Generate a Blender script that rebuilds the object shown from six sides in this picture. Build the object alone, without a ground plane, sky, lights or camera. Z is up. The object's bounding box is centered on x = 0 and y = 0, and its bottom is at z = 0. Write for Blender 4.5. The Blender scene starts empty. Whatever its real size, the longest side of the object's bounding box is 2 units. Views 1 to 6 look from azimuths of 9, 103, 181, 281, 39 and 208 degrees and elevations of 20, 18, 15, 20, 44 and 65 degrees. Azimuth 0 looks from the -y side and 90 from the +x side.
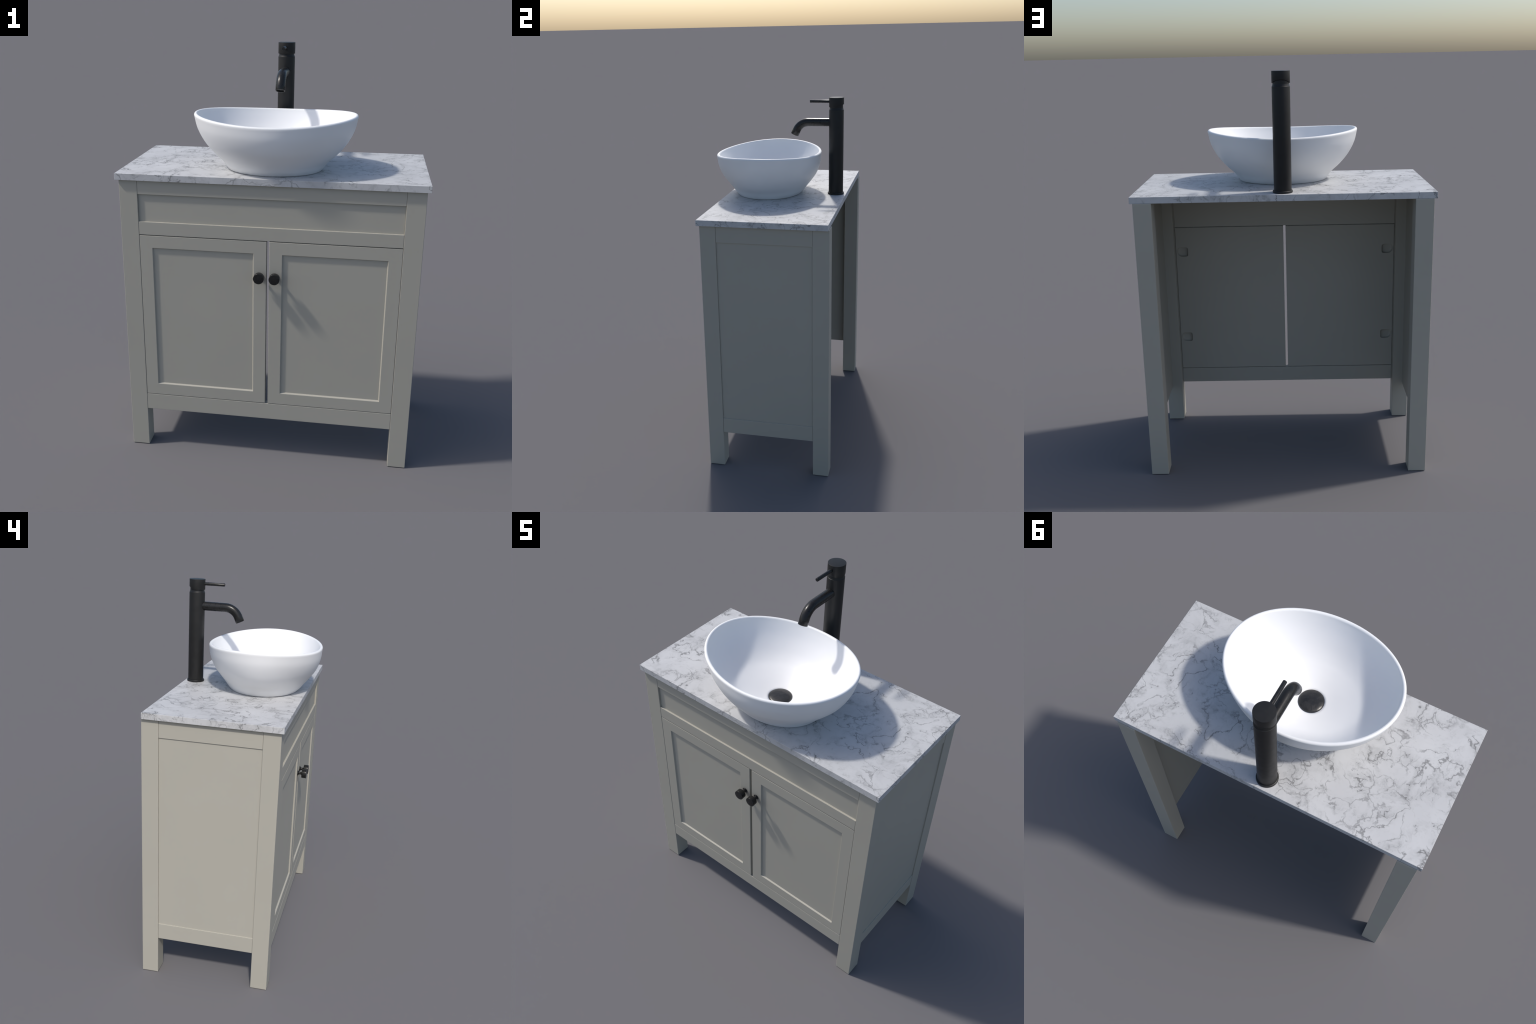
"""Bathroom vanity: painted shaker cabinet on four square legs, marble top,
oval white vessel basin, tall matt-black mixer tap."""
import bpy, bmesh, math
from mathutils import Vector, Matrix

# --------------------------------------------------------------------------
# dimensions (metres)
# --------------------------------------------------------------------------
LEG_OUT_X, LEG_IN_X = 0.7006, 0.6140           # leg outer / inner faces
LEG_FRONT, LEG_DEPTH = -0.3008, 0.0860
LEG_BACK = 0.3795
LEG_TOP = 1.4142
TOP_X, TOP_FRONT, TOP_BACK = 0.7158, -0.3140, 0.3745
TOP_Z0, TOP_Z1 = 1.4145, 1.4455
FRAME_FRONT, FRAME_BACK = -0.3002, -0.2700      # front frame and doors
RECESS = 0.0080
STILE, JAMB_SLOPE = 0.0602, 0.0045
RAIL_LOW = (0.2125, 0.2985)
DOOR_Z = (0.3010, 1.1480)
RAIL_MID = (1.1515, 1.2150)
RAIL_HIGH = (1.3475, 1.4140)
SIDE_OUT, SIDE_PANEL_OUT, SIDE_IN = 0.6990, 0.6942, 0.6695
BASIN_C = Vector((0.0, -0.0775, TOP_Z1))
TAP = Vector((0.0008, 0.3150, TOP_Z1))

# --------------------------------------------------------------------------
# node helpers
# --------------------------------------------------------------------------
class Nodes:
    def __init__(self, name):
        self.mat = bpy.data.materials.new(name)
        self.mat.use_nodes = True
        self.t = self.mat.node_tree
        self.bsdf = self.t.nodes["Principled BSDF"]

    def new(self, kind, **props):
        n = self.t.nodes.new(kind)
        for k, v in props.items():
            setattr(n, k, v)
        return n

    def link(self, a, b):
        self.t.links.new(a, b)

    def coords(self):
        return self.new("ShaderNodeTexCoord").outputs["Object"]

    def noise(self, vec, scale, detail=4.0, rough=0.5, distortion=0.0):
        n = self.new("ShaderNodeTexNoise")
        n.inputs["Scale"].default_value = scale
        n.inputs["Detail"].default_value = detail
        n.inputs["Roughness"].default_value = rough
        n.inputs["Distortion"].default_value = distortion
        self.link(vec, n.inputs["Vector"])
        return n

    def math(self, op, a, b=None, c=None, clamp=False):
        n = self.new("ShaderNodeMath", operation=op, use_clamp=clamp)
        for i, v in enumerate((a, b, c)):
            if v is None:
                continue
            if isinstance(v, (int, float)):
                n.inputs[i].default_value = v
            else:
                self.link(v, n.inputs[i])
        return n.outputs[0]

    def step(self, val, lo, hi, out_lo=0.0, out_hi=1.0):
        n = self.new("ShaderNodeMapRange", interpolation_type="SMOOTHSTEP")
        n.inputs["From Min"].default_value = lo
        n.inputs["From Max"].default_value = hi
        n.inputs["To Min"].default_value = out_lo
        n.inputs["To Max"].default_value = out_hi
        self.link(val, n.inputs["Value"])
        return n.outputs["Result"]

    def mix_rgb(self, fac, a, b):
        n = self.new("ShaderNodeMix", data_type="RGBA")
        ins = [s for s in n.inputs if s.enabled]
        for sock, v in zip(ins, (fac, a, b)):
            if isinstance(v, (tuple, list)):
                sock.default_value = (*v, 1.0)
            elif isinstance(v, (int, float)):
                sock.default_value = v
            else:
                self.link(v, sock)
        return [o for o in n.outputs if o.enabled][0]

    def shift(self, vec, amount_vec, scale):
        """vec + (amount - 0.5) * scale"""
        s = self.new("ShaderNodeVectorMath", operation="SUBTRACT")
        s.inputs[1].default_value = (0.5, 0.5, 0.5)
        self.link(amount_vec, s.inputs[0])
        m = self.new("ShaderNodeVectorMath", operation="SCALE")
        m.inputs["Scale"].default_value = scale
        self.link(s.outputs[0], m.inputs[0])
        a = self.new("ShaderNodeVectorMath", operation="ADD")
        self.link(vec, a.inputs[0])
        self.link(m.outputs[0], a.inputs[1])
        return a.outputs[0]

    def set(self, **kw):
        for k, v in kw.items():
            self.bsdf.inputs[k.replace("_", " ")].default_value = v


def painted_wood():
    n = Nodes("painted_wood")
    co = n.coords()
    tone = n.noise(co, 2.3, 3, 0.5).outputs["Fac"]
    col = n.mix_rgb(n.step(tone, 0.3, 0.7), PAINT_A, PAINT_B)
    n.link(col, n.bsdf.inputs["Base Color"])
    grain = n.noise(co, 260, 3, 0.6).outputs["Fac"]
    bump = n.new("ShaderNodeBump")
    bump.inputs["Strength"].default_value = 0.03
    bump.inputs["Distance"].default_value = 0.001
    n.link(grain, bump.inputs["Height"])
    n.link(bump.outputs["Normal"], n.bsdf.inputs["Normal"])
    n.set(Roughness=0.55)
    n.bsdf.inputs["Specular IOR Level"].default_value = 0.3
    return n.mat


def marble():
    n = Nodes("veined_marble")
    co = n.coords()
    # warp in three stages: broad swirls, ragged course, trembling edge
    p1 = n.shift(co, n.noise(co, 4.5, 2, 0.5).outputs["Color"], 0.20)
    p2 = n.shift(p1, n.noise(co, 17.0, 3, 0.6).outputs["Color"], 0.070)
    p3 = n.shift(p2, n.noise(co, 60.0, 3, 0.6).outputs["Color"], 0.018)

    def ridge(vec, scale, width, detail=2, rough=0.5):
        f = n.noise(vec, scale, detail, rough).outputs["Fac"]
        d = n.math("ABSOLUTE", n.math("SUBTRACT", f, 0.5))
        return n.math("SUBTRACT", 1.0, n.step(d, 0.0, width))

    def cells(vec, scale, width):
        v = n.new("ShaderNodeTexVoronoi", feature="DISTANCE_TO_EDGE")
        v.inputs["Scale"].default_value = scale
        n.link(vec, v.inputs["Vector"])
        return n.math("SUBTRACT", 1.0, n.step(v.outputs["Distance"], 0.0, width))

    def area(vec, scale, lo, hi):
        return n.step(n.noise(vec, scale, 3, 0.55).outputs["Fac"], lo, hi)

    # long veins that fade in and out
    long_vein = n.math("MULTIPLY", ridge(p3, 5.5, 0.013), area(p1, 7.0, 0.36, 0.58))
    # net of cells, drawn only in places
    net = n.math("MULTIPLY", cells(p3, 8.5, 0.042), area(co, 8.0, 0.47, 0.62))
    # short squiggles
    squiggle = n.math("MULTIPLY", ridge(p3, 17.0, 0.022), area(p1, 13.0, 0.55, 0.66))
    # hatched bands that hang on the long veins
    band = n.math("MULTIPLY", ridge(p3, 5.5, 0.075), area(p1, 9.0, 0.50, 0.64))
    hatch = n.step(n.noise(p3, 70.0, 3, 0.65).outputs["Fac"], 0.42, 0.62)
    band = n.math("MULTIPLY", band, n.math("MULTIPLY_ADD", hatch, 0.75, 0.25))
    # soft grey halo along the veins
    halo = n.math("MULTIPLY", ridge(p2, 5.5, 0.13), area(co, 10.0, 0.40, 0.66))
    # pale clouds and smudges
    cloud = n.step(n.noise(p2, 13.0, 8, 0.70).outputs["Fac"], 0.46, 0.78)
    smudge = n.math("MULTIPLY", n.step(n.noise(p3, 34.0, 5, 0.7).outputs["Fac"], 0.52, 0.75),
                    area(co, 6.0, 0.42, 0.60))

    total = n.math("MAXIMUM", n.math("MULTIPLY", long_vein, 0.78), n.math("MULTIPLY", net, 0.60))
    total = n.math("MAXIMUM", total, n.math("MULTIPLY", squiggle, 0.80))
    total = n.math("MAXIMUM", total, n.math("MULTIPLY", band, 0.48))
    total = n.math("ADD", total, n.math("MULTIPLY", cloud, 0.33))
    total = n.math("ADD", total, n.math("MULTIPLY", halo, 0.13))
    total = n.math("ADD", total, n.math("MULTIPLY", smudge, 0.36), clamp=True)

    tone = n.noise(co, 3.5, 4, 0.55).outputs["Fac"]
    base = n.mix_rgb(n.step(tone, 0.35, 0.65), MARBLE_A, MARBLE_B)
    n.link(n.mix_rgb(total, base, VEIN), n.bsdf.inputs["Base Color"])
    n.set(Roughness=0.5)
    n.bsdf.inputs["Specular IOR Level"].default_value = 0.25
    return n.mat


def ceramic():
    n = Nodes("white_ceramic")
    co = n.coords()
    tone = n.noise(co, 4.0, 2, 0.5).outputs["Fac"]
    col = n.mix_rgb(n.step(tone, 0.3, 0.7), CERAMIC_A, CERAMIC_B)
    n.link(col, n.bsdf.inputs["Base Color"])
    n.set(Roughness=0.40)
    n.bsdf.inputs["Specular IOR Level"].default_value = 0.4
    return n.mat


def black_metal(name, rough, value):
    n = Nodes(name)
    co = n.coords()
    tone = n.noise(co, 35.0, 4, 0.6).outputs["Fac"]
    col = n.mix_rgb(n.step(tone, 0.3, 0.7), (value,) * 3, (value * 1.25,) * 3)
    n.link(col, n.bsdf.inputs["Base Color"])
    n.link(n.step(tone, 0.25, 0.75, rough - 0.04, rough + 0.05), n.bsdf.inputs["Roughness"])
    n.bsdf.inputs["Specular IOR Level"].default_value = 0.32
    return n.mat


def drain_metal():
    """Black metal; blotchy reflections worked into the face by mottled tint and bump."""
    n = Nodes("glint_mottled_black_metal")
    co = n.coords()
    tone = n.noise(co, 28.0, 3, 0.55).outputs["Fac"]
    n.link(n.mix_rgb(n.step(tone, 0.35, 0.65), (0.012,) * 3, (0.024, 0.023, 0.022)), n.bsdf.inputs["Base Color"])
    bump = n.new("ShaderNodeBump")
    bump.inputs["Strength"].default_value = 0.45
    bump.inputs["Distance"].default_value = 0.004
    n.link(n.noise(co, 34.0, 2, 0.5, 0.6).outputs["Fac"], bump.inputs["Height"])
    n.link(bump.outputs["Normal"], n.bsdf.inputs["Normal"])
    n.set(Roughness=0.34)
    n.bsdf.inputs["Specular IOR Level"].default_value = 0.5
    return n.mat


def steel():
    n = Nodes("polished_steel")
    co = n.coords()
    tone = n.noise(co, 60.0, 2, 0.5).outputs["Fac"]
    n.link(n.mix_rgb(tone, (0.55, 0.55, 0.56), (0.68, 0.68, 0.68)), n.bsdf.inputs["Base Color"])
    n.set(Roughness=0.22, Metallic=1.0)
    return n.mat


PAINT_A, PAINT_B = (0.378, 0.360, 0.309), (0.388, 0.369, 0.317)
MARBLE_A, MARBLE_B = (0.490, 0.490, 0.494), (0.530, 0.530, 0.533)
VEIN = (0.185, 0.185, 0.185)
CERAMIC_A, CERAMIC_B = (0.79, 0.79, 0.79), (0.81, 0.81, 0.81)

MAT_PAINT = painted_wood()
MAT_MARBLE = marble()
MAT_CERAMIC = ceramic()
MAT_BLACK = black_metal("matt_black_metal", 0.46, 0.012)
MAT_GLOSS = black_metal("satin_black_metal", 0.28, 0.012)
MAT_STEEL = steel()
MAT_DRAIN = drain_metal()

# --------------------------------------------------------------------------
# mesh helpers
# --------------------------------------------------------------------------
def add_object(name, bm, mat, parent=None, smooth_angle=None, at=None):
    bmesh.ops.recalc_face_normals(bm, faces=bm.faces)
    me = bpy.data.meshes.new(name)
    bm.to_mesh(me)
    bm.free()
    me.materials.append(mat)
    if smooth_angle is not None:
        for p in me.polygons:
            p.use_smooth = True
        me.set_sharp_from_angle(angle=math.radians(smooth_angle))
    ob = bpy.data.objects.new(name, me)
    bpy.context.scene.collection.objects.link(ob)
    if at is not None:
        ob.location = at
    if parent is not None:
        ob.parent = parent
    return ob


def box_bm(x0, x1, y0, y1, z0, z1, bevel=0.0015, segments=2):
    bm = bmesh.new()
    bmesh.ops.create_cube(bm, size=1.0)
    for v in bm.verts:
        v.co = Vector((x0 if v.co.x < 0 else x1,
                       y0 if v.co.y < 0 else y1,
                       z0 if v.co.z < 0 else z1))
    if bevel:
        bmesh.ops.bevel(bm, geom=list(bm.edges), offset=bevel, segments=segments,
                        profile=0.5, affect="EDGES")
    return bm


def lathe_bm(profile, segments=64, axis="Z"):
    """Revolve (radius, height) pairs; radius 0 closes an end."""
    bm = bmesh.new()
    rings = []
    for r, h in profile:
        if r <= 1e-6:
            rings.append([bm.verts.new((0, 0, h))])
        else:
            rings.append([bm.verts.new((r * math.cos(2 * math.pi * i / segments),
                                        r * math.sin(2 * math.pi * i / segments), h))
                          for i in range(segments)])
    for a, b in zip(rings, rings[1:]):
        for i in range(segments):
            j = (i + 1) % segments
            if len(a) == 1:
                bm.faces.new((a[0], b[i], b[j]))
            elif len(b) == 1:
                bm.faces.new((a[i], a[j], b[0]))
            else:
                bm.faces.new((a[i], a[j], b[j], b[i]))
    if axis == "-Y":                       # height runs towards the viewer at the front
        bmesh.ops.rotate(bm, verts=bm.verts, cent=(0, 0, 0),
                         matrix=Matrix.Rotation(math.radians(90), 3, "X"))
    return bm


def round_profile(corners, radius, n=4):
    """Round the interior corners of an (r, h) polyline."""
    out = [corners[0]]
    for p, c, q in zip(corners, corners[1:], corners[2:]):
        p, c, q = Vector(p), Vector(c), Vector(q)
        d1, d2 = (p - c), (q - c)
        k = min(radius, d1.length * 0.45, d2.length * 0.45)
        a, b = c + d1.normalized() * k, c + d2.normalized() * k
        for i in range(n + 1):
            t = i / n
            out.append(tuple((1 - t) ** 2 * a + 2 * t * (1 - t) * c + t * t * b))
    out.append(corners[-1])
    return out


def tube_bm(points, radius, segments=40):
    """Tube through a path in the YZ plane, given as (position, tangent, radius scale)."""
    bm = bmesh.new()
    rings = []
    for pos, tan, scale in points:
        tan = tan.normalized()
        side = Vector((1, 0, 0))
        up = side.cross(tan).normalized()
        rings.append([bm.verts.new(pos + (side * math.cos(a) + up * math.sin(a)) * radius * scale)
                      for a in (2 * math.pi * i / segments for i in range(segments))])
    for a, b in zip(rings, rings[1:]):
        for i in range(segments):
            j = (i + 1) % segments
            bm.faces.new((a[i], a[j], b[j], b[i]))
    bm.faces.new(rings[0])
    bm.faces.new(rings[-1])
    return bm


# --------------------------------------------------------------------------
# the thing
# --------------------------------------------------------------------------
vanity = bpy.data.objects.new("bathroom_vanity", None)
bpy.context.scene.collection.objects.link(vanity)
vanity["label"] = "grey-beige vanity cabinet with marble top, oval basin, black tap"
vanity["category"] = "bathroom vanity"

# --- legs -----------------------------------------------------------------
leg_w = LEG_OUT_X - LEG_IN_X
leg_bm = box_bm(-leg_w / 2, leg_w / 2, 0, LEG_DEPTH, 0, LEG_TOP, 0.0018)
leg = add_object("leg", leg_bm, MAT_PAINT, vanity)
leg_x = (LEG_OUT_X + LEG_IN_X) / 2
leg.location = (-leg_x, LEG_FRONT, 0)
for pos in ((leg_x, LEG_FRONT, 0), (-leg_x, LEG_BACK - LEG_DEPTH, 0), (leg_x, LEG_BACK - LEG_DEPTH, 0)):
    o = leg.copy()
    o.location = pos
    bpy.context.scene.collection.objects.link(o)
    o.parent = vanity

# --- front frame ------------------------------------------------------------
inner = LEG_IN_X - 0.0006
for name, (z0, z1) in (("bottom_rail", RAIL_LOW), ("middle_rail", RAIL_MID), ("top_rail", RAIL_HIGH)):
    add_object(name, box_bm(-inner, inner, FRAME_FRONT, FRAME_BACK, z0, z1, 0.0016), MAT_PAINT, vanity)
add_object("front_panel", box_bm(-inner, inner, FRAME_FRONT + RECESS + 0.001, FRAME_BACK + 0.0004,
                                 RAIL_MID[1] - 0.008, RAIL_HIGH[0] + 0.008, 0), MAT_PAINT, vanity)

# --- doors ------------------------------------------------------------------
def door_bm(x0, x1):
    """Shaker door: slab whose front is inset and pushed back on sloping sides, edges eased."""
    z0, z1 = DOOR_Z
    bm = box_bm(x0, x1, FRAME_FRONT, FRAME_BACK, z0, z1, 0)
    front = min(bm.faces, key=lambda f: f.calc_center_median().y)
    outer_edges = list(bm.edges)
    bmesh.ops.inset_region(bm, faces=[front], thickness=STILE, depth=0, use_even_offset=True)
    lip = list(front.edges)
    bmesh.ops.inset_region(bm, faces=[front], thickness=JAMB_SLOPE, depth=0, use_even_offset=True)
    for v in front.verts:
        v.co.y += RECESS
    bmesh.ops.bevel(bm, geom=outer_edges, offset=0.0016, segments=2, profile=0.5, affect="EDGES")
    bmesh.ops.bevel(bm, geom=[e for e in lip if e.is_valid], offset=0.0006, segments=1,
                    profile=0.5, affect="EDGES")
    return bm


def knob_profile():
    return round_profile([(0, 0.0), (0.0145, 0.0), (0.0145, 0.0035), (0.0075, 0.0075), (0.0072, 0.020),
                          (0.0120, 0.0235), (0.0250, 0.0245), (0.0252, 0.0500), (0, 0.0500)], 0.0016, 3)


def hinge_bore_bm(width, height, depth):
    """Cutter for a hinge bore: square towards the door's middle, rounded towards its edge."""
    bm = bmesh.new()
    n = 56
    rings = []
    for s, d in ((1.0, -0.3), (1.0, 0.30), (0.985, 0.52), (0.95, 0.72), (0.89, 0.88), (0.80, 0.97), (0.70, 1.0)):
        ring = []
        for i in range(n):
            a = 2 * math.pi * i / n
            c, sn = math.cos(a), math.sin(a)
            p = 5.0 if c > 0 else (2.2 if sn < 0 else 3.2)
            q = (abs(c) ** p + abs(sn) ** p) ** (-1 / p)
            ring.append(bm.verts.new((q * c * width / 2 * s, -d * depth, q * sn * height / 2 * s)))
        rings.append(ring)
    for a, b in zip(rings, rings[1:]):
        for i in range(n):
            j = (i + 1) % n
            bm.faces.new((a[i], a[j], b[j], b[i]))
    bm.faces.new(rings[-1])
    bm.faces.new(rings[0])
    return bm


def carve(ob, cutters):
    """Boolean the cutters out of ob and remove them."""
    for c in cutters:
        m = ob.modifiers.new("bore", "BOOLEAN")
        m.operation, m.solver, m.object = "DIFFERENCE", "EXACT", c
    bpy.context.view_layer.update()
    dg = bpy.context.evaluated_depsgraph_get()
    me = bpy.data.meshes.new_from_object(ob.evaluated_get(dg))
    ob.modifiers.clear()
    ob.data = me
    for p in me.polygons:
        p.use_smooth = True
    me.set_sharp_from_angle(angle=math.radians(21))
    for c in cutters:
        bpy.data.objects.remove(c, do_unlink=True)


knob_mesh = None
for side in (-1, 1):
    xa, xb = sorted((side * 0.0066, side * (LEG_IN_X - 0.0012)))
    door = add_object("door", door_bm(xa, xb), MAT_PAINT, vanity)
    knob_at = (side * 0.0366, FRAME_FRONT - 0.0003, 0.9810)
    if knob_mesh is None:
        knob = add_object("knob", lathe_bm(knob_profile(), 48, "-Y"), MAT_GLOSS, door, 35, knob_at)
        knob_mesh = knob.data
    else:
        knob = bpy.data.objects.new("knob", knob_mesh)
        bpy.context.scene.collection.objects.link(knob)
        knob.parent, knob.location = door, knob_at
    bores = []
    for z in (1.0075, 0.4966):
        cutter_bm = hinge_bore_bm(0.0605, 0.0535, 0.0170)
        if side > 0:
            for v in cutter_bm.verts:
                v.co.x = -v.co.x
        bores.append(add_object("hinge_bore", cutter_bm, MAT_PAINT, None, None,
                                (side * 0.5750, FRAME_BACK, z)))
    carve(door, bores)

# --- sides ------------------------------------------------------------------
side_y0, side_y1 = LEG_FRONT + LEG_DEPTH + 0.0006, LEG_BACK - LEG_DEPTH - 0.0006
for side in (-1, 1):
    def side_box(out, inn, z0, z1, bevel):
        a, b = sorted((side * inn, side * out))
        return box_bm(a, b, side_y0, side_y1, z0, z1, bevel)
    panel = add_object("side_panel", side_box(SIDE_PANEL_OUT, SIDE_IN, 0.2150, 1.4120, 0), MAT_PAINT, vanity)
    add_object("side_rail", side_box(SIDE_OUT, SIDE_IN - 0.0004, 0.2105, 0.2985, 0.0016), MAT_PAINT, panel)
    add_object("side_rail", side_box(SIDE_OUT, SIDE_IN - 0.0004, 1.3245, 1.4140, 0.0016), MAT_PAINT, panel)

# --- marble top ---------------------------------------------------------------
add_object("countertop", box_bm(-TOP_X, TOP_X, TOP_FRONT, TOP_BACK, TOP_Z0, TOP_Z1, 0.0008, 1),
           MAT_MARBLE, vanity)

# --- basin --------------------------------------------------------------------
RIM_A, RIM_B = 0.3818, 0.3022
RIM_H, RIM_WAVE = 0.2508, 0.0105
DRAIN_R = 0.0600
LIP = 0.0085                                   # half thickness of the rolled lip

# outer wall: (height fraction, half length, half width, roundness of the oval)
WALL = ((0.00, 0.2245, 0.1880, 2.00), (0.06, 0.2350, 0.2015, 1.97), (0.15, 0.2520, 0.2170, 1.91),
        (0.30, 0.2930, 0.2450, 1.84), (0.50, 0.3345, 0.2765, 1.87), (0.75, 0.3670, 0.2965, 1.94),
        (1.00, RIM_A, RIM_B, 2.01))
# inner wall: (fraction of the way out from the centre, height above the worktop)
BOWL = ((0.160, 0.0230), (0.230, 0.0310), (0.350, 0.0470), (0.480, 0.0635), (0.620, 0.0820), (0.710, 0.1000),
        (0.800, 0.1245), (0.890, 0.1590), (0.950, 0.1940), (1.000, 0.2413))


def smooth_table(table, column, x):
    """Cubic interpolation through the rows of a table, first column the abscissa."""
    n = len(table)
    i = max(0, min(n - 2, sum(1 for row in table[1:-1] if row[0] <= x)))
    def slope(k):
        lo, hi = max(0, k - 1), min(n - 1, k + 1)
        return (table[hi][column] - table[lo][column]) / (table[hi][0] - table[lo][0])
    h = table[i + 1][0] - table[i][0]
    u = (x - table[i][0]) / h
    return ((2 * u ** 3 - 3 * u ** 2 + 1) * table[i][column] + (u ** 3 - 2 * u ** 2 + u) * h * slope(i)
            + (3 * u ** 2 - 2 * u ** 3) * table[i + 1][column] + (u ** 3 - u ** 2) * h * slope(i + 1))


def basin_bm(n=144):
    foot_a, foot_b = WALL[0][1], WALL[0][2]
    rings = [(foot_a - 0.030, foot_b - 0.030, 0.0006, 2.0), (foot_a - 0.008, foot_b - 0.008, 0.0006, 2.0),
             (foot_a - 0.003, foot_b - 0.003, 0.0020, 2.0)]
    for k in range(31):                        # outside, foot to rim
        t = k / 30
        rings.append((smooth_table(WALL, 1, t), smooth_table(WALL, 2, t), 0.005 + (RIM_H - 0.0145) * t,
                      smooth_table(WALL, 3, t)))
    for k in range(1, 9):                      # rolled lip
        ang = math.pi * k / 9
        off = LIP * (1 - math.cos(ang))
        rings.append((RIM_A - off, RIM_B - off, RIM_H - 0.0095 + 0.0095 * math.sin(ang), 2.01))
    in_a, in_b = RIM_A - 2 * LIP, RIM_B - 2 * LIP
    for k in range(41):                        # inside, rim to drain; sections turn round near the drain
        q = 1.0 - (1.0 - BOWL[0][0]) * k / 40
        rnd = max(0.0, 1 - (q - BOWL[0][0]) / 0.5) ** 1.5
        u = max(0.0, (q - 0.40) / 0.60)
        swell = 0.32 * u ** 3 * (1 - u)        # the wall thickens gently below the lip
        ra = in_a * (1 - swell) * q * (1 - rnd) + DRAIN_R * q / BOWL[0][0] * rnd
        rb = in_b * (1 - swell) * q * (1 - rnd) + DRAIN_R * q / BOWL[0][0] * rnd
        rings.append((ra, rb, smooth_table(BOWL, 1, q), 2.0))
    rings.append((DRAIN_R - 0.003, DRAIN_R - 0.003, 0.0195, 2.0))
    rings.append((DRAIN_R - 0.004, DRAIN_R - 0.004, 0.0080, 2.0))
    bm = bmesh.new()
    vr = []
    for a, b, h, rho in rings:
        ring = []
        for i in range(n):
            th = 2 * math.pi * i / n
            lift = RIM_WAVE * math.cos(2 * th) * min(1.0, h / RIM_H) ** 1.5
            c, sn = math.cos(th), math.sin(th)
            k = (abs(c) ** rho + abs(sn) ** rho) ** (-1 / rho)
            ring.append(bm.verts.new((a * k * c, b * k * sn, h + lift)))
        vr.append(ring)
    for p, q in zip(vr, vr[1:]):
        for i in range(n):
            j = (i + 1) % n
            bm.faces.new((p[i], p[j], q[j], q[i]))
    bm.faces.new(vr[0])
    bm.faces.new(vr[-1])
    return bm


basin = add_object("basin", basin_bm(), MAT_CERAMIC, vanity, 60, BASIN_C)

drain_z = 0.0175
ring = lathe_bm(round_profile([(0.050, 0.0), (0.0605, 0.0), (0.0605, 0.0030), (0.0565, 0.0042), (0.050, 0.0042)],
                              0.0012, 3), 64)
add_object("drain_ring", ring, MAT_STEEL, basin, 40, (0, 0, drain_z))
dome = [(0.0, 0.0165)] + [(0.0566 * math.sin(a), 0.0050 + 0.0115 * math.cos(a) ** 1.1)
                          for a in (math.pi / 2 * i / 12 for i in range(1, 13))]
dome += [(0.0569, 0.0035), (0.0540, 0.0010), (0.0, 0.0010)]
add_object("drain_cover", lathe_bm(dome, 64), MAT_DRAIN, basin, 45, (0, 0, drain_z + 0.001))

# --- tap ------------------------------------------------------------------------
tap = add_object("tap_body", lathe_bm(round_profile(
    [(0, 0.004), (0.0418, 0.004), (0.0418, 0.4860), (0.0403, 0.4868), (0.0376, 0.4970), (0.0370, 0.5200), (0, 0.5200)],
    0.0012, 3), 72), MAT_BLACK, vanity, 30, TAP)
add_object("base_flange", lathe_bm(round_profile(
    [(0, 0.0003), (0.0472, 0.0003), (0.0472, 0.0100), (0.0425, 0.0122), (0, 0.0122)], 0.0020, 4), 72),
    MAT_BLACK, tap, 35)

cap_top = 2.0 - TAP.z
cap_bm = lathe_bm(round_profile([(0, 0.500), (0.0422, 0.500), (0.0422, cap_top), (0, cap_top)], 0.0012, 3), 72)
for v in cap_bm.verts:                        # the underside is cut away upwards at the back
    if v.co.z < 0.51:
        v.co.z += max(0.0, v.co.y - 0.004) * 0.42
add_object("handle_cap", cap_bm, MAT_BLACK, tap, 30)

lever_z = 1.9768 - TAP.z
lever = [(Vector((0, -0.036, lever_z)), Vector((0, -1, 0)), 1.0),
         (Vector((0, -0.1500, lever_z + 0.0005)), Vector((0, -1, 0)), 1.0),
         (Vector((0, -0.1513, lever_z + 0.0005)), Vector((0, -1, 0)), 0.90)]
add_object("lever", tube_bm(lever, 0.0085, 24), MAT_GLOSS, tap, 40)

spout_z = 1.8600 - TAP.z
bend_r, bend_angle, straight_end = 0.0765, math.radians(66), -0.160
pts = [(Vector((0, -0.030, spout_z)), Vector((0, -1, 0)), 1.0),
       (Vector((0, straight_end + 0.02, spout_z)), Vector((0, -1, 0)), 1.0)]
for i in range(0, 21):
    a = bend_angle * i / 20
    pts.append((Vector((0, straight_end - bend_r * math.sin(a), spout_z - bend_r * (1 - math.cos(a)))),
                Vector((0, -math.cos(a), -math.sin(a))), 1.0))
end_dir = pts[-1][1]
end = pts[-1][0] + end_dir * 0.0285
pts.append((end - end_dir * 0.001, end_dir, 1.0))
pts.append((end, end_dir, 0.97))
pts.append((end, end_dir, 0.86))
pts.append((end - end_dir * 0.006, end_dir, 0.84))   # recessed outlet
add_object("spout", tube_bm(pts, 0.0236, 48), MAT_GLOSS, tap, 40)
